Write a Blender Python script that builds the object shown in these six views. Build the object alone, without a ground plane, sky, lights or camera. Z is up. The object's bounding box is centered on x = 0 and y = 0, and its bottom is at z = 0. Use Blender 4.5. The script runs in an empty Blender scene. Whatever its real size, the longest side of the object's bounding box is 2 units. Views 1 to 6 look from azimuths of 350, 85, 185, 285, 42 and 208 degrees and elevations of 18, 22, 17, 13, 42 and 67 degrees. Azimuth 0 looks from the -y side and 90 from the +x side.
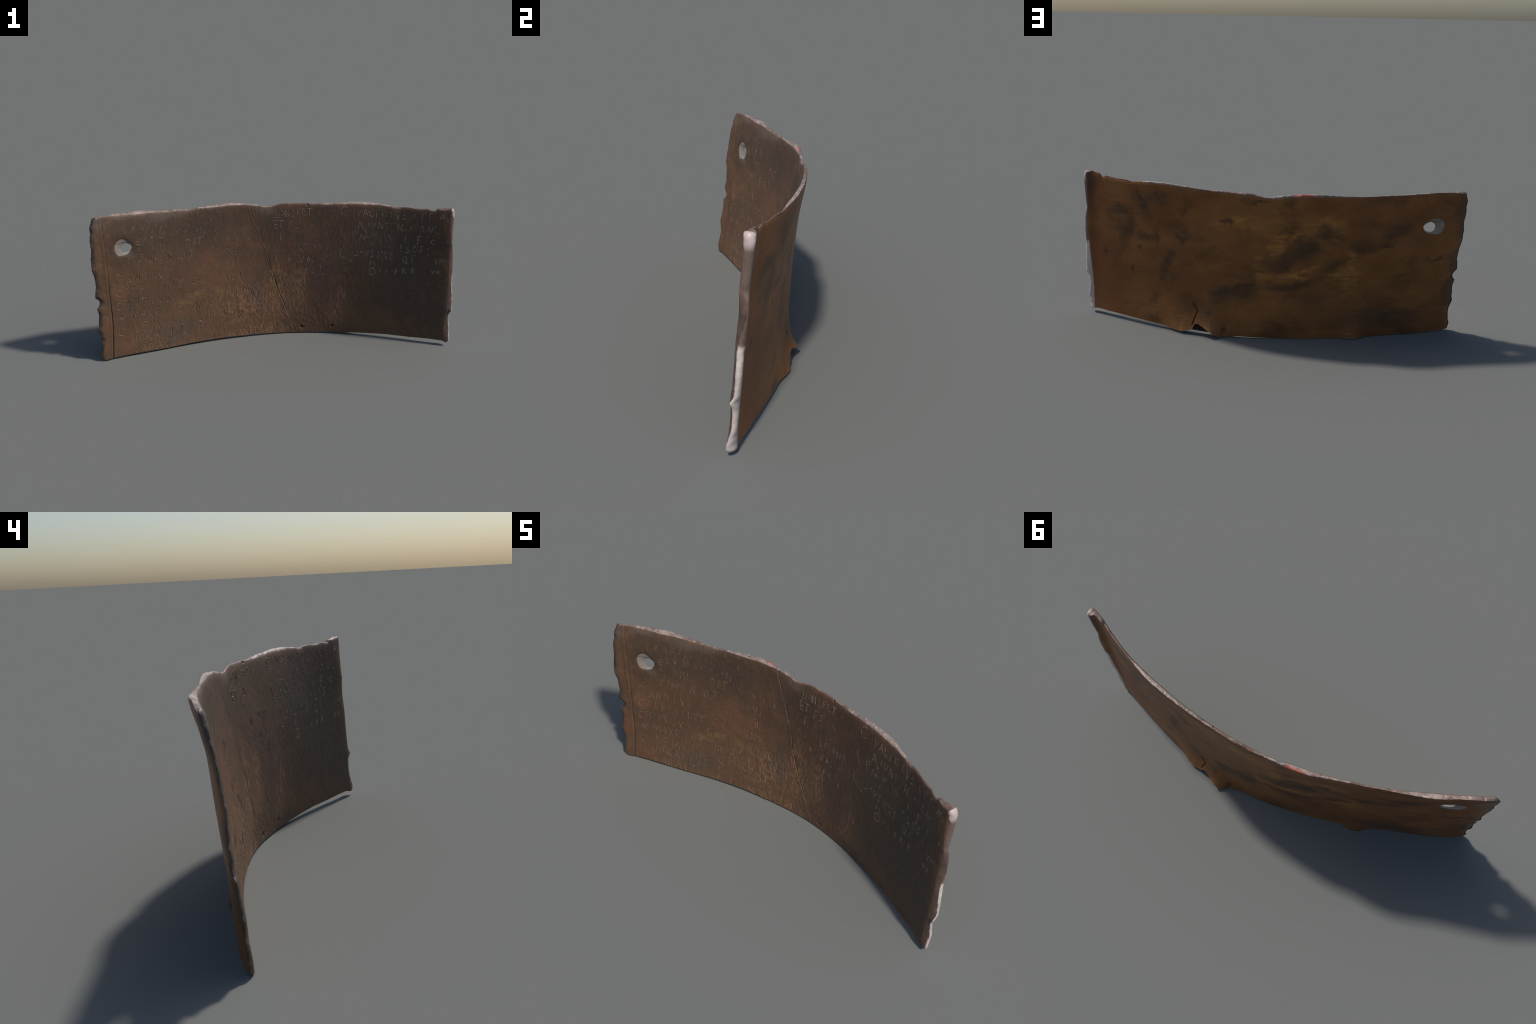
"""A broken, curved bronze tablet with an engraved Latin list, standing on its lower edge.

The tablet is described by a smooth bent sheet y = sheet(x, z), a thickness, and four
edge profiles (left, right, bottom, top) for the inscribed front and for the back.
Letters, crack, border line, pits and scratches are carved into the front as relief."""
import bpy
import numpy as np

SEED = 20

# ------------------------------------------------------------------ noise helpers
_rng = np.random.default_rng(SEED)
_LAT = _rng.random((256, 256)).astype(np.float64)


def value_noise(x, z, scale, seed=0):
    px, pz = x * scale + seed * 17.31, z * scale + seed * 9.77
    ix, iz = np.floor(px).astype(int), np.floor(pz).astype(int)
    fx, fz = px - ix, pz - iz
    fx, fz = fx * fx * (3 - 2 * fx), fz * fz * (3 - 2 * fz)
    g = lambda a, b: _LAT[(a + seed * 31) % 256, (b + seed * 57) % 256]
    lo = g(ix, iz) * (1 - fx) + g(ix + 1, iz) * fx
    hi = g(ix, iz + 1) * (1 - fx) + g(ix + 1, iz + 1) * fx
    return (lo * (1 - fz) + hi * fz) * 2 - 1


def fractal(x, z, scale, octaves=4, seed=0):
    total, amp = 0.0, 1.0
    for k in range(octaves):
        total = total + amp * value_noise(x, z, scale * 2 ** k, seed + k * 5)
        amp *= 0.5
    return total / 1.9


def smooth(a, b, t):
    t = np.clip((t - a) / (b - a), 0, 1)
    return t * t * (3 - 2 * t)


def profile(points, blur=0.004, rag=0.0, seed=0):
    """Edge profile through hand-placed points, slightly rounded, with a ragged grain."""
    p = np.array(sorted(points))
    s = np.linspace(p[0, 0] - 0.05, p[-1, 0] + 0.05, 4001)
    v = np.interp(s, p[:, 0], p[:, 1])
    step = s[1] - s[0]
    n = max(1, int(3 * blur / step))
    k = np.exp(-0.5 * (np.arange(-n, n + 1) * step / blur) ** 2)
    v = np.convolve(np.pad(v, n, mode="edge"), k / k.sum(), mode="valid")
    if rag:
        v = v + rag * fractal(s, s * 0 + seed, 40, 4, seed)
    return lambda q: np.interp(q, s, v)


# ------------------------------------------------------------------ the bent sheet
SHEET_X = (0.0890, 0.1170, -0.4542, -0.2318, 0.3615, 0.1218, -0.1932)
SHEET_XZ = (0.0201, -0.3412, 0.2085, 0.4910, -0.2719, -0.1793, 0.1000)
# broad local bends: centre x, z, spread in x, z, push towards the back
DENTS = [(-.42, 0, .27, .16, .022), (-.78, .64, .16, .15, -.014), (.90, .74, .16, .14, -.013), (-.55, .18, .22, .16, .008),
         (-.96, .36, .06, .10, .006), (.45, .64, .30, .26, -.006), (-.97, .76, .05, .12, .004), (-.15, .80, .65, .12, -.004)]
# where the broken right-hand end stands: y of its front arris and of its back arris over height
end_front_y = lambda z: END_FRONT(z)
end_back_y = lambda z: END_BACK(z)
SHEET_XZZ = (0.0973, 0.2132, -0.0715, -0.2523)


def sheet(x, z):
    x = np.clip(x, -1.02, 1.02)
    poly = lambda c: sum(k * x ** i for i, k in enumerate(c))
    y = poly(SHEET_X) + z * poly(SHEET_XZ) + z * z * poly(SHEET_XZZ)
    for cx, cz, rx, rz, push in DENTS:
        y = y + push * np.exp(-((x - cx) / rx) ** 2 - ((z - cz) / rz) ** 2)
    return y


END_FRONT = profile([(a, b - .003) for a, b in ((0, -.166), (.05, -.168), (.12, -.158), (.18, -.156), (.21, -.160), (.25, -.154), (.34, -.148), (.43, -.144), (.52, -.135),
                     (.60, -.136), (.65, -.132), (.71, -.129), (.79, -.126))], .012)
END_BACK = profile([(a, b + .003) for a, b in ((0, -.136), (.04, -.139), (.10, -.138), (.20, -.133), (.30, -.127), (.40, -.123), (.41, -.118), (.46, -.116), (.55, -.110), (.60, -.110),
                    (.68, -.103), (.72, -.099), (.80, -.091))], .006)


# thickness of the metal along the length: at the top, in the middle, at the bottom
thick_top = profile([(-1, .027), (-.85, .026), (-.75, .034), (-.65, .024), (-.55, .015), (-.45, .014), (-.35, .020),
                     (-.25, .031), (-.15, .026), (-.05, .014), (.05, .020), (.25, .019), (.45, .024), (.55, .026),
                     (.65, .016), (.75, .013), (.85, .013), (.91, .026), (1, .030)], 0.012)
thick_mid = profile([(-1, .021), (-.7, .020), (-.3, .022), (0, .017), (.3, .018), (.6, .020), (.85, .017), (1, .022)], 0.05)
thick_low = profile([(-1, .020), (-.91, .028), (-.83, .034), (-.74, .035), (-.54, .029), (-.37, .028), (-.24, .028),
                     (-.12, .024), (0, .021), (.12, .018), (.2, .020), (.4, .022), (.5, .024), (.65, .024), (.8, .023), (1, .024)], 0.02)
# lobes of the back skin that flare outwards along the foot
flare = profile([(-.56, 0), (-.51, .008), (-.485, .028), (-.44, .028), (-.39, .004), (-.36, 0), (.15, 0), (.19, .006), (.208, .010), (.225, .034),
                 (.245, .062), (.268, .088), (.29, .084), (.32, .072), (.345, .060), (.360, .036), (.38, .028), (.42, .030), (.455, .020), (.50, .003), (.54, 0)], 0.005)


def thickness(x, z):
    t = thick_mid(x)
    t = t + (thick_low(x) - thick_mid(x)) * (1 - smooth(0.02, 0.30, z))
    t = t + (thick_top(x) + .003 - thick_mid(x)) * smooth(0.58, 0.76, z)
    return t + flare(x) * np.exp(-np.clip(z, 0, 1) / 0.055)


# ------------------------------------------------------------------ edge profiles
front_left = profile([(0, -.940), (.011, -.946), (.038, -.951), (.087, -.944), (.119, -.942), (.144, -.952), (.169, -.961),
                      (.191, -.951), (.26, -.954), (.292, -.960), (.300, -.950), (.323, -.944), (.336, -.953), (.354, -.967),
                      (.398, -.961), (.442, -.966), (.48, -.972), (.506, -.981), (.52, -.978), (.578, -.981), (.626, -.982),
                      (.665, -.985), (.696, -.980), (.726, -.983), (.745, -.981), (.762, -.970), (.775, -.957)], 0.003, 0.0016, 1)
back_left = profile([(0, -.952), (.02, -.956), (.04, -.962), (.06, -.953), (.11, -.950), (.14, -.953), (.173, -.967), (.19, -.960),
                     (.215, -.963), (.26, -.961), (.289, -.970), (.30, -.954), (.318, -.953), (.335, -.962), (.345, -.978),
                     (.41, -.971), (.46, -.978), (.50, -.990), (.56, -.993), (.61, -.990), (.658, -.995), (.69, -.990),
                     (.716, -.996), (.745, -.989), (.765, -.985)], 0.003, 0.002, 2)
front_right = profile([(0, .970), (.03, .970), (.144, .966), (.18, .967), (.214, .971), (.318, .970), (.45, .965), (.58, .960),
                       (.714, .953), (.775, .949), (.80, .940)], 0.006, 0.0015, 3)
back_right = profile([(0, .962), (.14, .957), (.25, .960), (.37, .966), (.48, .967), (.65, .959), (.775, .957), (.80, .950)], 0.006, 0.001, 4)
front_foot = profile([(-1, .001), (-.94, .002), (-.90, .006), (-.83, .007), (-.77, .007), (-.70, .007), (-.58, .006), (-.45, .008),
                      (-.31, .009), (-.20, .008), (-.11, .007), (-.04, .005), (.14, .003), (.27, .004), (.40, .009), (.53, .015),
                      (.66, .022), (.78, .022), (.90, .027), (1, .028)], 0.008, 0.0006, 5)
back_foot = profile([(-1, .004), (-.91, .004), (-.82, .003), (-.7, .001), (-.54, .001), (-.48, .0), (-.43, .0), (-.37, .001), (-.2, .001),
                     (.05, .004), (.124, .005), (.185, .001), (.222, .004), (.245, .018), (.268, .031), (.30, .046), (.340, .062), (.360, .052),
                     (.370, .026), (.393, .018), (.425, .009), (.47, .008), (.53, .015), (.66, .020), (.8, .024), (.93, .026), (1, .028)],
                    0.0035, 0.0006, 6)
front_top = profile([(-1, .755), (-.97, .764), (-.93, .769), (-.90, .770), (-.84, .765), (-.79, .765), (-.75, .761), (-.68, .763), (-.63, .758),
                     (-.57, .756), (-.53, .758), (-.46, .753), (-.41, .759), (-.31, .760), (-.24, .765), (-.14, .765), (-.11, .760),
                     (-.06, .755), (-.02, .746), (.005, .748), (.03, .757), (.055, .766), (.184, .768), (.30, .766), (.375, .771),
                     (.486, .777), (.59, .778), (.645, .776), (.672, .768), (.70, .768), (.72, .776), (.795, .774), (.845, .776),
                     (.862, .773), (.872, .773), (.884, .782), (.944, .788), (.97, .780), (1, .775)], 0.004, 0.002, 7)
back_top = profile([(-1, .756), (-.985, .758), (-.90, .770), (-.82, .769), (-.76, .768), (-.63, .762), (-.53, .758), (-.42, .757),
                    (-.32, .761), (-.24, .763), (-.17, .757), (-.10, .753), (-.045, .741), (-.025, .745), (.03, .752), (.11, .759),
                    (.20, .764), (.31, .769), (.39, .773), (.48, .777), (.58, .779), (.66, .774), (.686, .768), (.714, .772),
                    (.765, .773), (.84, .778), (.858, .768), (.872, .770), (.884, .786), (.93, .790), (.96, .784), (1, .775)], 0.004, 0.0015, 8)


def plate_grid(nu, nv, left, right, foot, top):
    u, w = np.meshgrid(np.linspace(0, 1, nu + 1), np.linspace(0, 1, nv + 1))
    zn = w * 0.775
    x = left(zn) * (1 - u) + right(zn) * u
    z = foot(x) * (1 - w) + top(x) * w
    x = left(z) * (1 - u) + right(z) * u
    return u, w, x, z


# ------------------------------------------------------------------ the inscription
GLYPHS = {
    "A": ["0,0 .36,1 .72,0", ".14,.35 .55,.38"], "B": ["0,-.05 .02,1 .25,1.02 .4,.9 .4,.68 .26,.56 .04,.53", ".2,.53 .42,.46 .52,.3 .46,.1 .28,0 0,-.02"],
    "C": [".62,.9 .35,1 .1,.85 0,.5 .1,.15 .35,0 .62,.08"], "D": ["0,0 0,1 .4,.9 .58,.5 .4,.1 0,0"],
    "E": [".5,.02 0,0 0,1 .48,.98", "0,.5 .4,.52"], "F": ["0,-.08 0,1 .5,1.02", "0,.55 .36,.56"],
    "G": [".62,.9 .3,1 .05,.7 .03,.3 .3,0 .6,.1 .6,.42 .4,.42"], "H": ["0,0 0,1", ".6,0 .6,1", "0,.5 .6,.5"],
    "I": ["0,0 .02,1"], "L": ["0,1 0,0 .5,-.04"], "M": ["0,0 .14,1 .42,.2 .72,1 .88,0"],
    "N": ["0,0 .02,1 .6,0 .62,1"], "O": [".3,1 .05,.75 .05,.25 .3,0 .56,.25 .56,.75 .3,1"],
    "P": ["0,0 0,1 .42,.92 .42,.56 0,.46"], "Q": [".3,1 .05,.75 .05,.25 .3,.05 .56,.25 .56,.75 .3,1", ".35,.08 .8,-.2"],
    "R": ["0,0 0,1 .42,.9 .38,.58 0,.5 .56,0"], "S": [".5,.95 .25,1 .06,.78 .42,.35 .38,.05 0,.02"],
    "T": [".26,0 .28,1", "-.1,.97 .65,1.02"], "V": ["0,1 .32,0 .62,1"], "X": ["0,0 .6,1", "0,1 .6,0"],
}
# words: text, centre of the first letter (x, z), centre of the last letter (x, z), height, depth of cut
WORDS = [
    ("RAGI", -0.775, 0.690, -0.658, 0.696, 0.030, .5),
    ("EX", -0.745, 0.621, -0.714, 0.631, 0.030, .7),
    ("VLVI", -0.676, 0.640, -0.541, 0.637, 0.027, .5),
    ("L", -0.735, 0.568, -0.735, 0.568, 0.041, 1),
    ("IIII", -0.671, 0.577, -0.608, 0.569, 0.038, .7),
    ("F", -0.738, 0.511, -0.738, 0.511, 0.046, .9),
    ("VMI", -0.709, 0.513, -0.659, 0.504, 0.030, .8),
    ("EN", -0.619, 0.507, -0.581, 0.506, 0.041, 1),
    ("AT", -0.530, 0.508, -0.495, 0.510, 0.042, .8),
    ("C", -0.864, 0.427, -0.864, 0.427, 0.063, 1.2),
    ("ANNIVS", -0.804, 0.414, -0.592, 0.427, 0.043, 1),
    ("CAVF", -0.860, 0.358, -0.734, 0.359, 0.040, 1),
    ("ITIVS", -0.663, 0.355, -0.523, 0.359, 0.037, .9),
    ("C", -0.454, 0.367, -0.454, 0.367, 0.038, 1),
    ("F", -0.395, 0.360, -0.395, 0.360, 0.035, .9),
    ("ANV", -0.270, 0.363, -0.189, 0.362, 0.039, .8),
    ("C", -0.862, 0.284, -0.862, 0.284, 0.037, .7),
    ("TITIVS", -0.807, 0.289, -0.594, 0.289, 0.041, 1),
    ("F", -0.475, 0.296, -0.475, 0.296, 0.038, .9),
    ("P", -0.386, 0.308, -0.386, 0.308, 0.042, .8),
    ("AIM", -0.240, 0.291, -0.152, 0.289, 0.040, .7),
    ("MAXRIVS", -0.778, 0.225, -0.522, 0.222, 0.047, 1.1),
    ("MVR", -0.427, 0.219, -0.341, 0.217, 0.048, 1.1),
    ("M", -0.846, 0.215, -0.846, 0.215, 0.028, 1),
    ("AEMIIO", -0.767, 0.154, -0.520, 0.145, 0.048, 1),
    ("LF", -0.408, 0.154, -0.348, 0.162, 0.046, 1),
    ("HONE", -0.284, 0.157, -0.134, 0.138, 0.043, 1),
    ("L", -0.851, 0.146, -0.851, 0.146, 0.044, 1),
    ("HORATIVS", -0.784, 0.096, -0.495, 0.093, 0.047, 1.1),
    ("PI", -0.405, 0.102, -0.348, 0.099, 0.049, .9),
    ("QIO", -0.253, 0.095, -0.171, 0.091, 0.048, .9),
    ("MARAVS", -0.777, 0.028, -0.561, 0.038, 0.042, 1.1),
    ("F", -0.416, 0.031, -0.416, 0.031, 0.030, .8),
    ("F", -0.339, 0.036, -0.339, 0.036, 0.032, .8),
    ("VLF", -0.240, 0.035, -0.178, 0.034, 0.031, .9),
    ("NS", -0.356, 0.699, -0.292, 0.706, 0.031, .8),
    ("III", -0.429, 0.652, -0.386, 0.631, 0.036, .6),
    ("DIT", -0.482, 0.584, -0.413, 0.583, 0.042, .5),
    ("T", -0.458, 0.515, -0.458, 0.515, 0.039, .8),
    ("INS", -0.275, 0.506, -0.203, 0.510, 0.042, .9),
    ("VIX", -0.249, 0.581, -0.132, 0.580, 0.028, .7),
    ("AIL", -0.250, 0.435, -0.203, 0.437, 0.035, .7),
    ("IVV", -0.137, 0.284, -0.091, 0.244, 0.051, .7),
    ("DANIFCT", 0.033, 0.711, 0.218, 0.724, 0.043, 1),
    ("C", 0.406, 0.737, 0.406, 0.737, 0.051, .9),
    ("VALFRIVS", 0.484, 0.737, 0.724, 0.730, 0.037, 1.1),
    ("C", 0.772, 0.736, 0.772, 0.736, 0.031, .9),
    ("FF", 0.818, 0.739, 0.855, 0.739, 0.037, .8),
    ("AL", 0.902, 0.748, 0.928, 0.749, 0.034, .7),
    ("ET", 0.025, 0.654, 0.058, 0.655, 0.046, 1),
    ("FS", 0.115, 0.648, 0.152, 0.651, 0.041, 1),
    ("A", 0.493, 0.662, 0.493, 0.662, 0.052, .6),
    ("IVNTEN", 0.533, 0.668, 0.703, 0.665, 0.037, 1),
    ("CANL", 0.765, 0.664, 0.888, 0.671, 0.034, 1),
    ("I", 0.050, 0.590, 0.050, 0.590, 0.044, .8),
    ("S", 0.119, 0.589, 0.119, 0.589, 0.026, 1),
    ("L", 0.403, 0.610, 0.403, 0.610, 0.047, .9),
    ("PA", 0.467, 0.608, 0.502, 0.602, 0.049, .9),
    ("L", 0.533, 0.616, 0.533, 0.616, 0.043, 1),
    ("P", 0.577, 0.610, 0.577, 0.610, 0.032, 1),
    ("S", 0.647, 0.604, 0.647, 0.604, 0.037, 1),
    ("L", 0.742, 0.604, 0.742, 0.604, 0.038, 1),
    ("F", 0.804, 0.605, 0.804, 0.605, 0.043, .8),
    ("C", 0.865, 0.601, 0.865, 0.601, 0.029, .6),
    ("I", 0.937, 0.615, 0.937, 0.615, 0.023, 1),
    ("II", 0.020, 0.520, 0.066, 0.513, 0.029, .8),
    ("VC", 0.163, 0.525, 0.195, 0.526, 0.033, 1),
    ("VIII", 0.247, 0.533, 0.311, 0.529, 0.035, 1),
    ("II", 0.530, 0.545, 0.553, 0.559, 0.015, 1),
    ("ISOSI", 0.714, 0.546, 0.848, 0.547, 0.041, .9),
    ("X", 0.109, 0.454, 0.109, 0.454, 0.024, 1),
    ("VAS", 0.179, 0.451, 0.243, 0.453, 0.033, .9),
    ("C", 0.303, 0.458, 0.303, 0.458, 0.039, .8),
    ("C", 0.402, 0.495, 0.402, 0.495, 0.056, .9),
    ("SOV", 0.476, 0.500, 0.533, 0.501, 0.033, .8),
    ("SNVF", 0.562, 0.504, 0.673, 0.496, 0.039, 1),
    ("Q", 0.732, 0.485, 0.732, 0.485, 0.041, .9),
    ("F", 0.779, 0.494, 0.779, 0.494, 0.038, .6),
    ("I", 0.833, 0.483, 0.833, 0.483, 0.014, .9),
    ("VN", 0.892, 0.488, 0.918, 0.495, 0.035, 1),
    ("FC", 0.210, 0.388, 0.236, 0.386, 0.028, .9),
    ("V", 0.297, 0.385, 0.297, 0.385, 0.061, 1.1),
    ("B", 0.572, 0.415, 0.572, 0.415, 0.069, .8),
    ("IV", 0.610, 0.409, 0.639, 0.409, 0.027, .8),
    ("IAR", 0.688, 0.411, 0.782, 0.424, 0.033, .9),
    ("VE", 0.878, 0.423, 0.911, 0.425, 0.027, .8),
]
CRACK = [(-.137, .770), (-.119, .719), (-.093, .660), (-.066, .601), (-.046, .548), (-.036, .522), (-.022, .475), (-.006, .415),
         (.013, .353), (.034, .291), (.056, .235), (.077, .188), (.099, .134), (.118, .076), (.133, .039), (.142, .0)]
BORDER_LINE = [(-.941, .775), (-.938, .715), (-.931, .643), (-.924, .563), (-.917, .477), (-.910, .378), (-.905, .302),
               (-.899, .238), (-.896, .175), (-.896, .112), (-.899, .0)]
BACK_CRACK = [(.361, .158), (.338, .126), (.352, .088), (.366, .05)]
PITS = [(.190, .037, .0075, .014), (.364, .049, .0062, .014), (.200, .764, .005, .009)]

HOLE_FRONT = (-.833, .596, .0445, .0450)     # centre x, z, radii of the opening on the front
HOLE_WAIST = (-.817, .590, .0285, .0255)     # the narrowest ring, off centre inside the metal
HOLE_BACK = (-.841, .592, .0530, .0430)


def hole_curve(h, ang):
    wob = 1 + 0.05 * np.sin(3 * ang + 1.9) + 0.03 * np.cos(2 * ang + .5) + 0.02 * np.sin(5 * ang)
    return h[0] + h[2] * wob * np.cos(ang), h[1] + h[3] * wob * np.sin(ang)


def hole_radius(h, x, z):
    dx, dz = (x - h[0]) / h[2], (z - h[1]) / h[3]
    ang = np.arctan2(dz, dx)
    return np.hypot(dx, dz) / (1 + 0.05 * np.sin(3 * ang + 1.9) + 0.03 * np.cos(2 * ang + .5) + 0.02 * np.sin(5 * ang)), ang


def segment_distance(x, z, line):
    d = np.full(x.shape, 9.0)
    for (ax, az), (bx, bz) in zip(line[:-1], line[1:]):
        ex, ez = bx - ax, bz - az
        t = np.clip(((x - ax) * ex + (z - az) * ez) / (ex * ex + ez * ez + 1e-12), 0, 1)
        d = np.minimum(d, np.hypot(x - ax - t * ex, z - az - t * ez))
    return d


def chaikin(line):
    """Round the corners of an open polyline."""
    out = [line[0]]
    for (ax, az), (bx, bz) in zip(line[:-1], line[1:]):
        out += [(.75 * ax + .25 * bx, .75 * az + .25 * bz), (.25 * ax + .75 * bx, .25 * az + .75 * bz)]
    return out + [line[-1]]


def letter_strokes():
    """Every engraved letter as (polylines in x, z, depth)."""
    rng = np.random.default_rng(SEED + 3)
    out = []
    for text, x0, z0, x1, z1, size, depth in WORDS:
        for k, ch in enumerate(text):
            f = k / max(1, len(text) - 1)
            cx = x0 + (x1 - x0) * f + rng.normal(0, .0015)
            cz = z0 + (z1 - z0) * f + rng.normal(0, .0015)
            s = size * rng.uniform(.88, 1.08)
            wide = s * rng.uniform(.80, .98)
            lean, turn = rng.normal(0, .06), rng.normal(0, .05)
            lines = []
            for stroke in GLYPHS[ch]:
                pts = [tuple(map(float, p.split(","))) for p in stroke.split()]
                half = 0.0 if ch == "I" else 0.3
                line = []
                for gx, gz in pts:
                    lx, lz = (gx - half) * wide + lean * gz * s + rng.normal(0, .0008), (gz - .5) * s + rng.normal(0, .0008)
                    line.append((cx + lx + turn * -lz, cz + lz + turn * lx))
                if ch in "CSOQG" and len(line) > 3:
                    for _ in range(2):
                        line = chaikin(line)
                lines.append(line)
            out.append((lines, depth * rng.uniform(.75, 1.15)))
    # the long tail of the large C
    out.append(([[(.390, .480), (.405, .472), (.421, .463), (.438, .454), (.449, .452), (.452, .457), (.444, .461)]], .8))
    return out


def carve(x, z):
    """Relief of the front in metres (negative = into the metal) and a label per grid point."""
    relief = np.zeros(x.shape)
    label = np.zeros(x.shape, dtype=int)
    wear = 0.22 + 0.98 * smooth(-.45, .45, fractal(x, z, 45, 3, 40)) * (.75 + .25 * smooth(-.4, .4, fractal(x, z, 8, 2, 42)))
    cut = 0.0019
    letters = letter_strokes()
    for number, (lines, depth) in enumerate(letters):
        pts = np.array([p for line in lines for p in line])
        m = .012
        sel = (x > pts[:, 0].min() - m) & (x < pts[:, 0].max() + m) & (z > pts[:, 1].min() - m) & (z < pts[:, 1].max() + m)
        xs, zs = x[sel], z[sel]
        d = np.full(xs.shape, 9.0)
        for line in lines:
            d = np.minimum(d, segment_distance(xs, zs, line))
        amp = depth * wear[sel] * .0027
        relief[sel] += amp * (-np.exp(-(d / cut) ** 2) + .22 * np.exp(-((d - 2.3 * cut) / cut) ** 2))
        lab = label[sel]
        lab[(d < cut * .9) & (wear[sel] > .30)] = 10 + number
        label[sel] = lab
    # short scratches: dense and mostly upright low in the middle, sparse elsewhere
    rng = np.random.default_rng(SEED + 9)
    for k in range(760):
        if k < 380:
            sx, sz = rng.normal(-.02, .20), abs(rng.normal(.12, .10)) + .02
        else:
            sx, sz = rng.uniform(-.88, .95), rng.uniform(.02, .75)
        if abs(sx) > .94 or sz > .75:
            continue
        length, ang = rng.uniform(.006, .022), rng.normal(1.57, .5) if rng.random() < .75 else rng.uniform(0, 3.1)
        ex, ez = .5 * length * np.cos(ang), .5 * length * np.sin(ang)
        bend = rng.normal(0, .0015)
        line = [(sx - ex, sz - ez), (sx + bend, sz), (sx + ex, sz + ez)]
        i0, i1 = np.searchsorted(x[0], sx - .03), np.searchsorted(x[0], sx + .03)
        i0, i1 = max(0, i0 - 25), min(x.shape[1], i1 + 25)
        j0, j1 = int(max(0, (sz - .06) / .775 * x.shape[0])), int(min(x.shape[0], (sz + .06) / .775 * x.shape[0]))
        xs, zs = x[j0:j1, i0:i1], z[j0:j1, i0:i1]
        if xs.size:
            d = segment_distance(xs, zs, line)
            relief[j0:j1, i0:i1] += rng.choice([-1, -1, .7]) * rng.uniform(.0003, .0009) * (1 if k < 380 else .6) * np.exp(-(d / .0017) ** 2)
    # crack: a V cut, with the right-hand piece sitting a little deeper near the top
    sel = np.abs(x) < .3
    xs, zs = x[sel], z[sel]
    wob = .004 * fractal(zs, zs * 0, 30, 3, 61)
    d = segment_distance(xs + wob, zs, CRACK)
    line_x = np.interp(zs, [p[1] for p in CRACK][::-1], [p[0] for p in CRACK][::-1]) - wob
    open_ = (.35 + .65 * np.sin(zs * 23 + 1) ** 2) * (.12 + .88 * smooth(.10, .26, zs))
    relief[sel] += -.0048 * open_ * np.exp(-(d / .0022) ** 2)
    side = smooth(0, .004, xs - line_x) * np.exp(-np.clip(xs - line_x, 0, 1) / .09)
    relief[sel] += -.0032 * side * smooth(.25, .6, zs) + .001 * np.exp(-((xs - line_x + .006) / .004) ** 2)
    lab = label[sel]
    lab[(d < .0021) & (open_ > .3)] = 1
    label[sel] = lab
    # border line along the left end, the strip outside it a little raised
    sel = x < -.84
    xs, zs = x[sel], z[sel]
    d = segment_distance(xs, zs, BORDER_LINE)
    lx = np.interp(zs, [p[1] for p in BORDER_LINE][::-1], [p[0] for p in BORDER_LINE][::-1])
    deep = .35 + .65 * smooth(.55, .15, zs) + .15 * fractal(zs, zs * 0, 20, 2, 7)
    relief[sel] += -.0050 * deep * np.exp(-(d / .0028) ** 2) + .0016 * np.exp(-((xs - lx + .009) / .005) ** 2)
    relief[sel] += .0016 * smooth(0, -.02, xs - lx) * fractal(xs, zs, 35, 3, 12)
    lab = label[sel]
    lab[(d < .0026) & (deep > .55)] = 2
    label[sel] = lab
    for px_, pz_, r, deep in PITS:
        relief += -deep * np.exp(-(((x - px_) ** 2 + (z - pz_) ** 2) / r ** 2))
        label[np.hypot(x - px_, z - pz_) < r * .75] = 3
    # uneven cast skin, fine corrosion low in the middle, soft dish round the hole
    relief += .0011 * fractal(x, z, 9, 3, 20) + .0007 * fractal(x * 1.6, z * .7, 60, 3, 24)
    rough = smooth(.40, .10, z) * smooth(-.55, -.2, x) * smooth(.6, .3, x)
    rough = rough * smooth(-.25, .35, fractal(x, z, 11, 3, 33))
    relief += (.0004 + .0012 * rough) * fractal(x + .004 * fractal(x, z, 60, 2, 36), z * .6, 110, 3, 28)
    r, _ = hole_radius(HOLE_FRONT, x, z)
    relief += -.004 * np.exp(-np.clip(r - 1, 0, 9) / .16)
    return relief, label, len(letters)


# ------------------------------------------------------------------ mesh helpers
def make_mesh(name, co, faces, normals, material):
    used, inverse = np.unique(faces, return_inverse=True)
    faces = inverse.reshape(faces.shape)
    co, normals = co[used], normals[used]
    me = bpy.data.meshes.new(name)
    me.vertices.add(len(co))
    me.vertices.foreach_set("co", co.astype(np.float32).ravel())
    me.loops.add(faces.size)
    me.loops.foreach_set("vertex_index", faces.astype(np.int32).ravel())
    me.polygons.add(len(faces))
    me.polygons.foreach_set("loop_start", np.arange(0, faces.size, 4, dtype=np.int32))
    me.update(calc_edges=True)
    me.polygons.foreach_set("use_smooth", np.ones(len(faces), dtype=bool))
    me.normals_split_custom_set_from_vertices(normals.tolist())
    me.materials.append(material)
    ob = bpy.data.objects.new(name, me)
    bpy.context.scene.collection.objects.link(ob)
    return ob


def grid_faces(ny, nx, flip=False):
    i = np.arange(ny * nx).reshape(ny, nx)
    f = np.stack([i[:-1, :-1], i[:-1, 1:], i[1:, 1:], i[1:, :-1]], -1).reshape(-1, 4)
    return f[:, ::-1] if flip else f


def grid_normals(P, flip=False):
    du, dv = np.gradient(P, axis=1), np.gradient(P, axis=0)
    n = np.cross(du, dv)
    n /= np.linalg.norm(n, axis=-1, keepdims=True) + 1e-12
    return -n if flip else n


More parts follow.
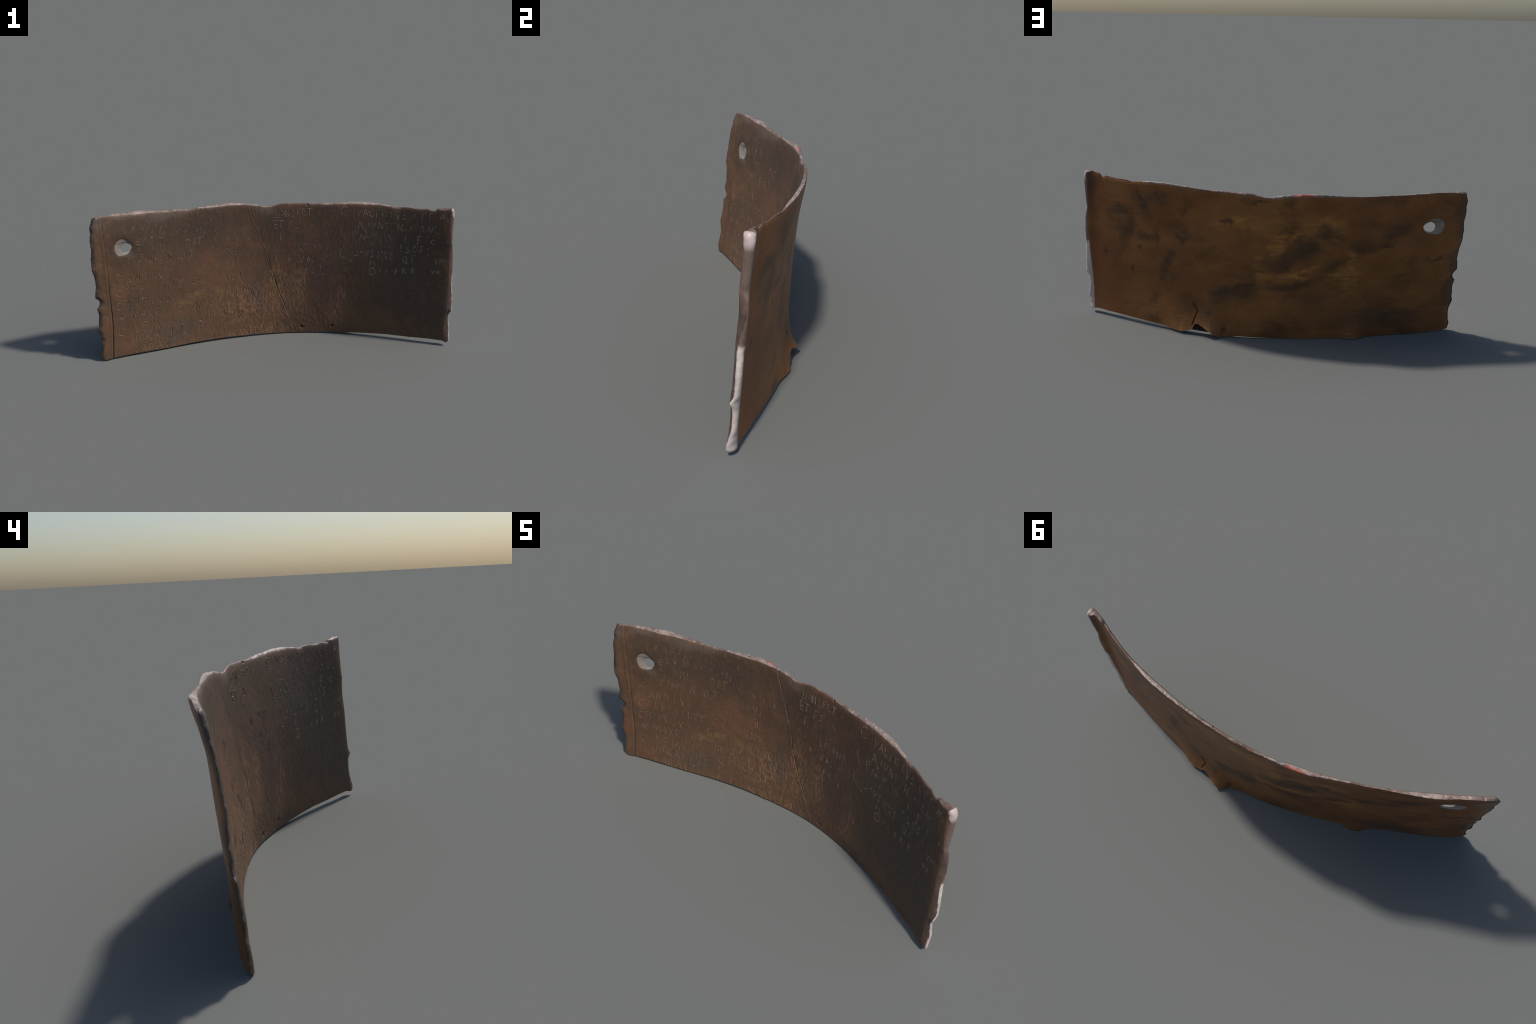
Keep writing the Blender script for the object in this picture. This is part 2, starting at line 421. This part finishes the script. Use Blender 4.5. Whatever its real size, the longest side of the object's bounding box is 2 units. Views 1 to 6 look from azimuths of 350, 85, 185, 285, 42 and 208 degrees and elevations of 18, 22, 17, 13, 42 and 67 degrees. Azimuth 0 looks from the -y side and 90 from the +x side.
def cut_hole(P, hole, depth_of):
    """Snap grid points round the hole to its outline; return kept-face mask."""
    r, ang = hole_radius(hole, P[..., 0], P[..., 2])
    inside = r < 1
    cell_in = inside[:-1, :-1] & inside[1:, :-1] & inside[:-1, 1:] & inside[1:, 1:]
    keep = ~cell_in
    touch = np.zeros_like(inside)
    for a in (slice(None, -1), slice(1, None)):
        for b in (slice(None, -1), slice(1, None)):
            touch[a, b] |= keep
    snap = inside & touch
    x, z = hole_curve(hole, ang[snap])
    P[snap, 0], P[snap, 2] = x, z
    P[snap, 1] = depth_of(x, z)
    return keep.ravel()


# ------------------------------------------------------------------ materials
class Nodes:
    """Small helper for building a node material on Object coordinates."""

    def __init__(self, name, roughness=.55, specular=.35):
        self.mat = bpy.data.materials.new(name)
        self.mat.use_nodes = True
        self.t = self.mat.node_tree
        self.bsdf = self.t.nodes["Principled BSDF"]
        self.bsdf.inputs["Roughness"].default_value = roughness
        self.bsdf.inputs["Specular IOR Level"].default_value = specular
        self.co = self.t.nodes.new("ShaderNodeTexCoord").outputs["Object"]

    def new(self, kind, **props):
        n = self.t.nodes.new(kind)
        for k, v in props.items():
            setattr(n, k, v)
        return n

    def link(self, a, socket):
        if hasattr(a, "is_linked"):
            self.t.links.new(a, socket)
        else:
            socket.default_value = a

    def scaled(self, sx, sy, sz, loc=(0, 0, 0)):
        m = self.new("ShaderNodeMapping")
        m.inputs["Scale"].default_value = (sx, sy, sz)
        m.inputs["Location"].default_value = loc
        self.link(self.co, m.inputs["Vector"])
        return m.outputs["Vector"]

    def noise(self, scale, detail=4, rough=.55, stretch=(1, 1, 1), loc=(0, 0, 0), distort=0.0):
        n = self.new("ShaderNodeTexNoise")
        n.inputs["Scale"].default_value = scale
        n.inputs["Detail"].default_value = detail
        n.inputs["Roughness"].default_value = rough
        n.inputs["Distortion"].default_value = distort
        self.link(self.scaled(*stretch, loc), n.inputs["Vector"])
        return n.outputs["Fac"]

    def ramp(self, fac, lo, hi, a=0.0, b=1.0):
        m = self.new("ShaderNodeMapRange", interpolation_type="SMOOTHSTEP")
        for key, v in zip(("From Min", "From Max", "To Min", "To Max"), (lo, hi, a, b)):
            m.inputs[key].default_value = v
        self.link(fac, m.inputs["Value"])
        return m.outputs["Result"]

    def math(self, op, a, b=0.0):
        m = self.new("ShaderNodeMath", operation=op)
        self.link(a, m.inputs[0])
        self.link(b, m.inputs[1])
        return m.outputs[0]

    def mix(self, fac, a, b, blend="MIX"):
        m = self.new("ShaderNodeMix", data_type="RGBA", blend_type=blend)
        self.link(fac, m.inputs["Factor"])
        col = lambda c: c if hasattr(c, "is_linked") else (*c, 1)
        self.link(col(a), m.inputs["A"])
        self.link(col(b), m.inputs["B"])
        return m.outputs["Result"]

    def axis(self, which):
        s = self.new("ShaderNodeSeparateXYZ")
        self.link(self.co, s.inputs[0])
        return s.outputs[which]

    def warped(self, amount, scale):
        """Object coordinates pushed about by noise, for ragged patch outlines."""
        n = self.new("ShaderNodeTexNoise")
        n.inputs["Scale"].default_value = scale
        n.inputs["Detail"].default_value = 5
        n.inputs["Roughness"].default_value = .62
        self.link(self.co, n.inputs["Vector"])
        v = self.new("ShaderNodeVectorMath", operation="SUBTRACT")
        self.link(n.outputs["Color"], v.inputs[0])
        v.inputs[1].default_value = (.5, .5, .5)
        w = self.new("ShaderNodeVectorMath", operation="MULTIPLY_ADD")
        self.link(v.outputs[0], w.inputs[0])
        w.inputs[1].default_value = (amount, 0, amount)
        self.link(self.co, w.inputs[2])
        return w.outputs[0]

    def patch(self, coords, x, z, rx, rz, turn=0.0, soft=.4):
        """1 inside a (turned) ellipse in the x-z plane, 0 outside."""
        m = self.new("ShaderNodeMapping", vector_type="TEXTURE")
        m.inputs["Location"].default_value = (x, 0, z)
        m.inputs["Rotation"].default_value = (0, turn, 0)
        m.inputs["Scale"].default_value = (rx, 100, rz)
        self.link(coords, m.inputs["Vector"])
        ln = self.new("ShaderNodeVectorMath", operation="LENGTH")
        self.link(m.outputs[0], ln.inputs[0])
        return self.ramp(ln.outputs["Value"], 1 + soft, 1 - soft)

    def patches(self, coords, places, soft=.4):
        total = None
        for p in places:
            k = self.patch(coords, *p, soft=soft)
            total = k if total is None else self.math("MAXIMUM", total, k)
        return total

    def bump(self, height, strength, distance=.002):
        b = self.new("ShaderNodeBump")
        b.inputs["Strength"].default_value = strength
        b.inputs["Distance"].default_value = distance
        self.link(height, b.inputs["Height"])
        self.link(b.outputs["Normal"], self.bsdf.inputs["Normal"])

    def finish(self, colour):
        self.link(colour, self.bsdf.inputs["Base Color"])
        return self.mat


def front_colour(n):
    """Brown patina: grey-green bloom, red-brown blotches, orange rubbed streaks low in the middle."""
    w = n.warped(.10, 7)
    c = n.mix(n.ramp(n.noise(5, 5, .6), .35, .68), (.088, .048, .029), (.122, .065, .036))
    c = n.mix(n.ramp(n.noise(9, 5, .6, loc=(3, 0, 1)), .52, .72, 0, .75), c, (.072, .053, .037))
    glow = n.patch(w, -.22, .12, .55, .20, soft=.9)
    c = n.mix(n.math("MULTIPLY", glow, .6), c, (.175, .097, .054))
    c = n.mix(n.ramp(n.noise(7, 6, .65, loc=(7, 0, 4)), .54, .74, 0, .85), c, (.150, .070, .039))
    red = n.patches(w, [(-.33, .40, .16, .10), (-.92, .22, .03, .06), (-.86, .36, .03, .04), (-.80, .06, .03, .04), (-.28, .32, .10, .04)], .6)
    c = n.mix(n.math("MULTIPLY", red, n.ramp(n.noise(22, 5, .7, loc=(1, 0, 9)), .3, .65, .25, .8)), c, (.165, .078, .043))
    rub = n.patches(w, [(.03, .26, .06, .16), (-.10, .20, .22, .10), (.16, .28, .05, .12), (.38, .22, .04, .14), (-.06, .03, .16, .05)], .7)
    streak = n.ramp(n.noise(60, 4, .7, stretch=(1.6, 1, .45), loc=(2, 0, 2)), .44, .64)
    c = n.mix(n.math("MULTIPLY", rub, streak), c, (.30, .150, .080))
    ochre = n.patches(w, [(-.45, .28, .05, .022), (-.31, .28, .03, .035), (.025, .28, .025, .05), (-.50, .25, .05, .015)], .7)
    c = n.mix(n.math("MULTIPLY", ochre, n.ramp(n.noise(40, 4, .7), .35, .6, .1, .8)), c, (.20, .118, .052))
    dark = n.patches(w, [(-.075, .24, .035, .11), (.60, .55, .16, .10), (.90, .20, .08, .16), (-.55, .10, .12, .05), (.78, .30, .14, .14)], .8)
    c = n.mix(n.math("MULTIPLY", dark, .45), c, (.060, .056, .050))
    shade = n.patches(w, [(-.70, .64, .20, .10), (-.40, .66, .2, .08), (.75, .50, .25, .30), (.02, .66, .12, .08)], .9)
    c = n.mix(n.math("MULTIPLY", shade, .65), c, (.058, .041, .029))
    bloom = n.patches(w, [(-.60, .745, .12, .022), (-.03, .735, .05, .02), (-.95, .745, .03, .025), (-.81, .545, .04, .02), (-.86, .755, .05, .012)], .8)
    c = n.mix(n.math("MULTIPLY", bloom, .5), c, (.135, .115, .094))
    wine = n.patches(w, [(.83, .71, .07, .05), (.30, .38, .10, .2)], .8)
    c = n.mix(n.math("MULTIPLY", wine, .5), c, (.105, .058, .048))
    mott = n.noise(42, 5, .75, stretch=(1.2, 1, .8), loc=(5, 5, 1))
    c = n.mix(n.ramp(mott, .53, .70, 0, .65), c, (.175, .092, .050))
    c = n.mix(n.ramp(mott, .47, .30, 0, .7), c, (.058, .046, .037))
    grain = n.noise(160, 4, .7)
    c = n.mix(n.ramp(grain, .57, .75, 0, .7), c, (.21, .140, .088))
    c = n.mix(n.ramp(grain, .44, .26, 0, .7), c, (.042, .032, .026))
    return c, grain


def bronze_front():
    n = Nodes("bronze_patina", .48, .28)
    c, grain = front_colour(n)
    n.bump(n.math("ADD", grain, n.noise(420, 3, .6)), .40, .0011)
    return n.finish(c)


def letter_metal():
    n = Nodes("engraved_metal", .50, .32)
    c, grain = front_colour(n)
    rubbed = n.ramp(n.noise(55, 4, .6, loc=(4, 1, 3)), .38, .62, .22, .85)
    where = n.ramp(n.axis("X"), -.3, .30, .50, .78)
    tone = n.mix(n.ramp(n.axis("X"), -.3, .3), (.26, .170, .115), (.35, .285, .235))  # strokes lightened for sunlight glinting off groove walls, paler at right
    c = n.mix(n.math("MULTIPLY", rubbed, where), c, tone)
    n.bump(grain, .3, .001)
    return n.finish(c)


def darkened_crack():
    n = Nodes("darkened_cuts", .8, .15)
    c, grain = front_colour(n)
    c = n.mix(n.ramp(n.noise(30, 3, .6), .35, .7, .45, .85), c, (.035, .028, .027))
    return n.finish(c)


def bronze_back():
    """Warm orange-brown reverse with blurred amber wipes and ragged blackish corrosion."""
    n = Nodes("bronze_reverse", .44, .22)
    n.bsdf.inputs["Metallic"].default_value = .2
    w = n.warped(.10, 16)
    smear = n.warped(.22, 5)
    c = n.mix(n.ramp(n.noise(4, 5, .6, stretch=(.8, 1, 1.3)), .34, .68), (.200, .083, .029), (.285, .121, .041))
    c = n.mix(n.ramp(n.noise(5, 6, .62, stretch=(.8, 1, 1.3), loc=(5, 0, 2), distort=.6), .48, .70, 0, .85), c, (.112, .054, .025))
    red = n.patches(smear, [(.90, .30, .09, .16), (.83, .12, .06, .10), (.92, .70, .05, .10)], .9)
    c = n.mix(n.math("MULTIPLY", red, .65), c, (.25, .085, .036))
    amber = n.patches(smear, [(-.060, .49, .030, .12, -.3), (-.30, .62, .10, .02, .25), (-.36, .35, .04, .045), (-.43, .32, .05, .035), (-.17, .366, .10, .022, .3),
                              (-.37, .60, .04, .03), (-.30, .523, .045, .02), (-.01, .36, .03, .13, .2), (-.45, .42, .025, .07, .3), (-.20, .55, .11, .018, .35), (.10, .62, .15, .03)], 1)
    c = n.mix(n.math("MULTIPLY", amber, n.ramp(n.noise(16, 5, .65, stretch=(.6, 1, 1.8), distort=.5), .34, .62, 0, .9)), c, (.45, .21, .055))
    lines = n.noise(60, 4, .65, stretch=(.14, .14, 2.0))
    c = n.mix(n.ramp(lines, .54, .72, 0, .18), c, (.28, .145, .055))
    c = n.mix(n.ramp(lines, .45, .28, 0, .20), c, (.09, .050, .026))
    soft = n.patches(smear, [(.733, .515, .035, .085, -.3), (-.21, .475, .13, .040, .45), (-.08, .405, .08, .04, .3), (-.307, .577, .08, .030, .3), (.77, .60, .05, .03),
                             (.10, .24, .14, .04, .35), (-.50, .50, .06, .05), (.62, .50, .06, .03), (-.16, .30, .13, .025, .3), (-.36, .41, .07, .03, .4)], .85)
    c = n.mix(n.math("MULTIPLY", soft, .75), c, (.072, .043, .025))
    hard = n.patches(w, [(.635, .668, .022, .060, .5), (.66, .70, .03, .035), (.545, .700, .070, .026, .2), (.554, .491, .016, .036), (.505, .36, .026, .085, -.42), (.414, .648, .016, .026),
                         (.185, .615, .034, .018), (.414, .515, .036, .026, .3), (.034, .732, .055, .012), (.215, .245, .055, .026, .5), (.12, .275, .06, .012, .2), (.265, .123, .016, .014),
                         (.198, .138, .008, .006), (-.66, .57, .085, .042, .5), (-.61, .505, .045, .020, .2), (-.88, .42, .035, .010, .3), (.70, .30, .010, .024),
                         (.655, .42, .010, .014), (.87, .37, .010, .02)], .55)
    ragged = n.ramp(n.noise(22, 6, .74, loc=(1, 4, 2)), .36, .56, .2, .72)
    c = n.mix(n.math("MULTIPLY", hard, ragged), c, (.062, .041, .028))
    painted_shade = n.patches(smear, [(-.98, .62, .035, .16), (-.965, .30, .03, .20), (-.60, .10, .20, .05), (.96, .70, .03, .10)], .8)  # dark tint painting in the scan's baked shading near the ends and low down
    c = n.mix(n.math("MULTIPLY", painted_shade, .6), c, (.062, .048, .038))
    spots = n.ramp(n.noise(30, 5, .7, loc=(8, 3, 2)), .66, .80, 0, .5)
    c = n.mix(spots, c, (.07, .045, .028))
    grain = n.noise(190, 3, .65)
    c = n.mix(n.ramp(grain, .42, .24, 0, .45), c, (.07, .042, .024))
    n.bump(n.math("ADD", n.math("MULTIPLY", lines, .5), n.math("MULTIPLY", grain, .5)), .28, .0010)
    return n.finish(c)


def fracture():
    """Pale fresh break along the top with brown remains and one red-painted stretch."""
    n = Nodes("pale_fracture", .50, .45)
    c = n.mix(n.ramp(n.noise(9, 4, .6, loc=(2, 2, 2)), .38, .62), (.21, .155, .135), (.36, .275, .235))
    c = n.mix(n.ramp(n.noise(16, 5, .7, stretch=(1, 3, 1)), .49, .60, 0, .9), c, (.14, .080, .056))
    c = n.mix(n.ramp(n.noise(60, 4, .7), .56, .66, 0, .6), c, (.70, .52, .42))
    c = n.mix(n.ramp(n.noise(38, 3, .6, loc=(6, 6, 6)), .66, .74, 0, .85), c, (.05, .04, .04))
    w = n.warped(.02, 20)
    brown = n.patches(w, [(.13, .77, .17, .2), (.80, .78, .15, .2), (-.55, .76, .10, .2)], .3)
    c = n.mix(n.math("MULTIPLY", brown, n.ramp(n.noise(25, 4, .6, loc=(1, 2, 8)), .35, .6, .3, .9)), c, (.16, .095, .068))
    red = n.math("MULTIPLY", n.patches(w, [(-.205, .77, .065, .05), (-.30, .77, .02, .05), (.02, .76, .012, .05)], soft=.3), n.ramp(n.noise(30, 4, .6), .38, .56, .2, 1))
    behind = n.ramp(n.math("SUBTRACT", n.axis("Y"), n.math("MULTIPLY", n.axis("X"), -.06)), .150, .158)
    c = n.mix(n.math("MULTIPLY", red, behind), c, (.40, .105, .08))
    grey = n.patch(w, -.125, .765, .025, .05, soft=.3)
    c = n.mix(n.math("MULTIPLY", grey, .7), c, (.11, .12, .12))
    n.bump(n.noise(150, 4, .7), .5, .0015)
    return n.finish(c)


def end_break():
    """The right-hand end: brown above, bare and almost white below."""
    n = Nodes("bare_break", .42, .5)
    z = n.axis("Z")
    jag = n.math("ADD", z, n.math("MULTIPLY", n.math("SUBTRACT", n.noise(8, 4, .6), .5), .16))
    bare = n.ramp(n.math("ADD", z, n.math("MULTIPLY", n.math("SUBTRACT", jag, z), .35)), .425, .405)
    top = n.ramp(z, .735, .765)
    mid = n.ramp(jag, .56, .60)
    c = n.mix(n.ramp(n.noise(14, 4, .6), .4, .62), (.11, .068, .052), (.21, .135, .11))
    pale = n.mix(n.ramp(n.noise(6, 3, .5), .4, .6), (.46, .39, .37), (.62, .54, .47))
    c = n.mix(n.math("MULTIPLY", mid, .7), c, (.155, .118, .098))
    c = n.mix(bare, c, pale)
    c = n.mix(top, c, (.50, .40, .38))
    n.bump(n.noise(60, 3, .6), .25, .002)
    return n.finish(c)


def worn_end():
    n = Nodes("worn_dark_edge", .5, .45)
    c = n.mix(n.ramp(n.noise(12, 5, .65), .38, .66), (.040, .033, .030), (.105, .068, .048))
    c = n.mix(n.ramp(n.noise(30, 4, .6, loc=(3, 3, 3)), .60, .72, 0, .5), c, (.17, .13, .105))
    n.bump(n.noise(120, 4, .7), .4, .0015)
    return n.finish(c)


def turned_edge():
    """Brown, slightly rubbed metal rolling over from the front to the broken end."""
    n = Nodes("rubbed_brown_edge", .45, .5)
    c = n.mix(n.ramp(n.noise(10, 4, .6, stretch=(2, 2, .6)), .36, .64), (.075, .048, .040), (.15, .095, .075))
    c = n.mix(n.ramp(n.noise(18, 4, .6, stretch=(2, 2, .4), loc=(3, 1, 5)), .58, .70, 0, .6), c, (.27, .20, .165))
    n.bump(n.noise(90, 3, .6), .3, .0015)
    return n.finish(c)


def foot_metal():
    n = Nodes("foot_edge_metal", .7, .2)
    c = n.mix(n.ramp(n.noise(14, 4, .6), .35, .65), (.045, .034, .030), (.085, .058, .044))
    return n.finish(c)


def hole_filling():
    n = Nodes("hole_lining", .6, .3)
    c = n.mix(n.ramp(n.noise(18, 3, .5), .4, .62), (.225, .190, .160), (.29, .245, .205))
    line = n.ramp(n.math("ABSOLUTE", n.math("SUBTRACT", n.math("ADD", n.axis("Z"), n.math("MULTIPLY", n.noise(40, 2), .012)), .6255)), .0012, .0028)
    c = n.mix(n.math("SUBTRACT", 1.0, line), c, (.09, .075, .065))
    return n.finish(c)


# ------------------------------------------------------------------ build
def build():
    mats = dict(front=bronze_front(), letter=letter_metal(), cut=darkened_crack(), back=bronze_back(), fracture=fracture(),
                end=end_break(), worn=worn_end(), foot=foot_metal(), hole=hole_filling(), turned=turned_edge())
    NU, NV, HALF = 1600, 620, 2

    # front
    u, w, x, z = plate_grid(NU, NV, front_left, front_right, front_foot, front_top)
    relief, label, n_letters = carve(x, z)
    edge = np.minimum(np.minimum((x - x[:, :1]), (x[:, -1:] - x)), z[-1:, :] - z)      # not at the foot
    y = sheet(x, z) - relief + .0050 * np.exp(-np.clip(edge, 0, 1) / .007)
    right_lip = .006 * np.exp(-np.clip(x[:, -1:] - x, 0, 1) / .012) * smooth(.02, .2, z)
    y = y + right_lip * .6
    near_end = np.exp(-((x[:, -1:] - x) / .035) ** 2)
    y = y + near_end * (end_front_y(z) - y[:, -1:])
    F = np.stack([x, y, z], -1)
    face_keep = cut_hole(F, HOLE_FRONT, lambda a, b: sheet(a, b) + .004)

    # back
    ub, wb, xb, zb = plate_grid(NU // HALF, NV // HALF, back_left, back_right, back_foot, back_top)
    yb = sheet(xb, zb) + thickness(xb, zb)
    yb = yb + .0018 * fractal(xb, zb, 7, 3, 70) + .0006 * fractal(xb * .3, zb * 3, 30, 3, 74) + .0004 * fractal(xb, zb, 90, 2, 78)
    scale_crust = 0
    for cx, cz, rx, rz in ((.642, .661, .04, .04), (.497, .349, .035, .075), (.20, .237, .05, .035), (.414, .507, .033, .03)):
        m = smooth(1.3, .8, np.hypot((xb - cx) / rx, (zb - cz) / rz) + .35 * fractal(xb, zb, 40, 3, 83))
        scale_crust = np.maximum(scale_crust, m)
    yb = yb - .0016 * scale_crust + .0010 * scale_crust * fractal(xb, zb, 150, 2, 84)
    d = segment_distance(xb, zb, BACK_CRACK)
    yb = yb - .011 * np.exp(-(d / .0034) ** 2)
    yb = yb - .012 * np.exp(-(((xb - .200) / .009) ** 2 + ((zb - .030) / .022) ** 2))
    edge_b = np.minimum(xb - xb[:, :1], zb[-1:, :] - zb)
    yb = yb - .0050 * np.exp(-np.clip(edge_b, 0, 1) / .008)
    near_end = np.exp(-((xb[:, -1:] - xb) / .022) ** 2)
    yb = yb + near_end * (end_back_y(zb) - yb[:, -1:])
    B = np.stack([xb, yb, zb], -1)
    back_keep = cut_hole(B, HOLE_BACK, lambda a, b: sheet(a, b) + thickness(a, b))

    # rim: loft between the two outlines, bulging outwards
    def outline(G):
        return np.concatenate([G[0, :-1], G[:-1, -1], G[-1, :0:-1], G[:0:-1, 0]])

    def upsample(loop):
        nxt = np.roll(loop, -1, axis=0)
        return np.stack([loop, (loop + nxt) * .5], 1).reshape(-1, loop.shape[-1])

    LF, LB = outline(F), upsample(outline(B))
    out = np.zeros_like(F)
    out[0], out[-1] = F[0] - F[6], F[-1] - F[-7]
    out[1:-1, 0], out[1:-1, -1] = (F[:, 0] - F[:, 8])[1:-1], (F[:, -1] - F[:, -9])[1:-1]
    O = outline(out)
    O /= np.linalg.norm(O, axis=1, keepdims=True)

    def loop_blur(a, n):
        k = np.hanning(2 * n + 1)
        k /= k.sum()
        pad = np.concatenate([a[-n:], a, a[:n]])
        if a.ndim == 1:
            return np.convolve(pad, k, "valid")
        return np.stack([np.convolve(pad[:, i], k, "valid") for i in range(a.shape[1])], 1)

    O = loop_blur(O, 9)
    O /= np.linalg.norm(O, axis=1, keepdims=True)
    part = np.concatenate([np.full(NU, 0), np.full(NV, 1), np.full(NU, 2), np.full(NV, 3)])   # foot, right end, top, left end
    lx, lz = LF[:, 0], LF[:, 2]
    right_bulge = profile([(0, .024), (.04, .028), (.10, .030), (.15, .024), (.18, .019), (.20, .026), (.235, .034), (.30, .030), (.40, .022), (.47, .020),
                           (.54, .021), (.585, .014), (.605, .009), (.63, .014), (.70, .017), (.77, .020), (.8, .020)], .008)(lz)
    top_bulge = profile([(-1, .004), (-.9, .005), (-.75, .007), (-.6, .005), (-.45, .006), (-.3, .011), (-.2, .013), (-.1, .008), (-.03, .004), (.03, .004),
                         (.1, .006), (.3, .007), (.36, .010), (.5, .012), (.58, .009), (.65, .004), (.72, .006), (.86, .004), (.9, .008), (1, .010)], .012)(lx)
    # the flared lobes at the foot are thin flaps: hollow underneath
    hollow = profile([(-.52, 0), (-.49, .012), (-.44, .012), (-.41, 0), (.19, 0), (.22, .05), (.25, .10), (.34, .10), (.37, .05), (.39, .03), (.45, .02), (.49, 0)], .006)(lx)
    hollow = np.where(part == 0, hollow, 0)
    bulge = np.choose(part, [np.full(lx.shape, .0006), right_bulge,
                             top_bulge + .0042 * fractal(lx, lx * 0, 24, 4, 90), .010 + .0035 * fractal(lz, lz * 0, 18, 3, 92)])
    bulge = loop_blur(bulge, 7)
    ROWS = 24
    rim = []
    for k in range(ROWS + 1):
        t = k / ROWS
        tt = .5 - .5 * np.cos(np.pi * t)
        P = LF * (1 - tt) + LB * tt
        swell = np.sin(np.pi * t) ** .8
        lump = 1 + np.choose(part, [.35, .15, .35, .22]) * fractal(lx * np.where(part == 1, .3, 1) + lz * np.where(part == 1, .3, 1.3), np.full(lx.shape, t * .02), 45, 3, 95) * swell
        P = P + O * (bulge * swell * lump)[:, None]
        P[:, 2] += hollow * np.sin(np.pi * t) * (1 - t) ** 1.5
        amp = np.choose(part, [0, .0006, .0034, .0016]) * swell
        knob = np.exp(-((lz - .212) / .016) ** 2) + .6 * np.exp(-((lz - .04) / .03) ** 2) + .5 * np.exp(-((lz - .60) / .012) ** 2)
        P[:, 1] -= np.where(part == 1, .011 * knob * np.sin(np.pi * t) * (1 - t) * 1.6, 0)
        P[:, 1] += amp * fractal(lx, lz + t * .05, 55, 3, 97)
        rim.append(P)
    R = np.stack(rim)                      # rows x loop
    Rc = np.concatenate([R, R[:, :1]], 1)
    nR = grid_normals(Rc)
    nR[:, 0] = nR[:, -1] = nR[:, 0] + nR[:, -1]
    nR /= np.linalg.norm(nR, axis=-1, keepdims=True) + 1e-12
    if (nR[ROWS // 2, :-1] * O).sum() < 0:
        nR = -nR
        flip_rim = True
    else:
        flip_rim = False

    nF = grid_normals(F)
    if nF[NV // 2, NU // 2, 1] > 0:
        nF = -nF
    nB = grid_normals(B)
    if nB[NV // 4, NU // 4, 1] < 0:
        nB = -nB
    # shared normals along the seam between the front face and the rim
    idx = np.arange((NU + 1) * (NV + 1)).reshape(NV + 1, NU + 1)
    loopF = outline(idx[..., None])[:, 0]
    flatN = nF.reshape(-1, 3)
    soft = flatN[loopF] + nR[0, :-1]
    soft /= np.linalg.norm(soft, axis=1, keepdims=True)
    foot = part == 0
    soft[foot] = flatN[loopF][foot]
    flatN[loopF] = soft
    nR[0, :-1] = np.where(foot[:, None], nR[0, :-1], soft)
    nR[0, -1] = nR[0, 0]

    # stand it on the ground
    low = min(F[..., 2].min(), B[..., 2].min(), R[..., 2].min())
    for G in (F, B, Rc):
        G[..., 2] -= low

    tablet = bpy.data.objects.new("bronze_tablet", None)
    tablet.empty_display_size = .2
    bpy.context.scene.collection.objects.link(tablet)
    tablet["label"] = "broken curved bronze tablet engraved with Latin letters"
    tablet["category"] = "bronze tablet"

    faces = grid_faces(NV + 1, NU + 1)
    flab = np.max(np.stack([label[:-1, :-1], label[1:, :-1], label[:-1, 1:], label[1:, 1:]]), 0)
    corner_count = sum((a > 0).astype(int) for a in (label[:-1, :-1], label[1:, :-1], label[:-1, 1:], label[1:, 1:]))
    flab[corner_count < 2] = 0
    flab = flab.ravel()[face_keep]
    faces = faces[face_keep]
    co = F.reshape(-1, 3)
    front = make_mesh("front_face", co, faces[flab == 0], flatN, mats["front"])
    front.parent = tablet
    for name, code in (("crack", 1), ("border_line", 2), ("pit", 3)):
        ob = make_mesh(name, co, faces[flab == code], flatN, mats["cut"])
        ob.parent = front
    order = np.argsort(flab, kind="stable")
    sorted_lab = flab[order]
    for k in range(n_letters):
        a, b = np.searchsorted(sorted_lab, [10 + k, 11 + k])
        if b > a:
            ob = make_mesh("letter", co, faces[order[a:b]], flatN, mats["letter"])
            ob.parent = front

    back = make_mesh("back_face", B.reshape(-1, 3), grid_faces(NV // HALF + 1, NU // HALF + 1, True)[back_keep], nB.reshape(-1, 3), mats["back"])
    back.parent = tablet

    n_loop = Rc.shape[1]
    rim_faces = grid_faces(ROWS + 1, n_loop, flip_rim)
    rim_part = np.tile(part, ROWS)
    row = np.repeat(np.arange(ROWS), n_loop - 1) * 14 / ROWS
    jag = np.tile(2.4 + 1.6 * fractal(lz, lz * 0, 9, 2, 99) + 5 * np.exp(-((lz - .53) / .07) ** 2) + 1.5 * smooth(.38, .48, lz) - 4 * smooth(.72, .77, lz), ROWS)
    rim_part[(rim_part == 1) & (row < jag)] = 4
    for code, name, key in ((0, "foot_edge", "foot"), (1, "broken_edge", "end"), (2, "broken_edge", "fracture"), (3, "worn_edge", "worn"), (4, "worn_edge", "turned")):
        ob = make_mesh(name, Rc.reshape(-1, 3), rim_faces[rim_part == code], nR.reshape(-1, 3), mats[key])
        ob.parent = tablet

    # lining of the hole: from the front ring through the off-centre waist to the back ring
    N, M = 160, 24
    ang = np.linspace(0, 2 * np.pi, N + 1)
    rings = []
    for k in range(M + 1):
        t = k / M
        if t < .5:
            a, b, f = HOLE_FRONT, HOLE_WAIST, np.sin(t * np.pi)
        else:
            a, b, f = HOLE_BACK, HOLE_WAIST, np.sin((1 - t) * np.pi)
        h = [p * (1 - f) + q * f for p, q in zip(a, b)]
        hx, hz = hole_curve(h, ang)
        y0, y1 = sheet(hx, hz) + .0042, sheet(hx, hz) + thickness(hx, hz) - .0002
        rings.append(np.stack([hx, y0 * (1 - t) + y1 * t, hz - low], -1))
    H = np.stack(rings)
    nH = grid_normals(H)
    nH[:, 0] = nH[:, -1]
    centre = np.array([HOLE_WAIST[0], 0, HOLE_WAIST[1]])
    flip = ((centre - H[M // 2, N // 2]) * nH[M // 2, N // 2] * np.array([1, 0, 1])).sum() < 0
    ob = make_mesh("hole_lining", H.reshape(-1, 3), grid_faces(M + 1, N + 1, flip), (-nH if flip else nH).reshape(-1, 3), mats["hole"])
    ob.parent = tablet


build()
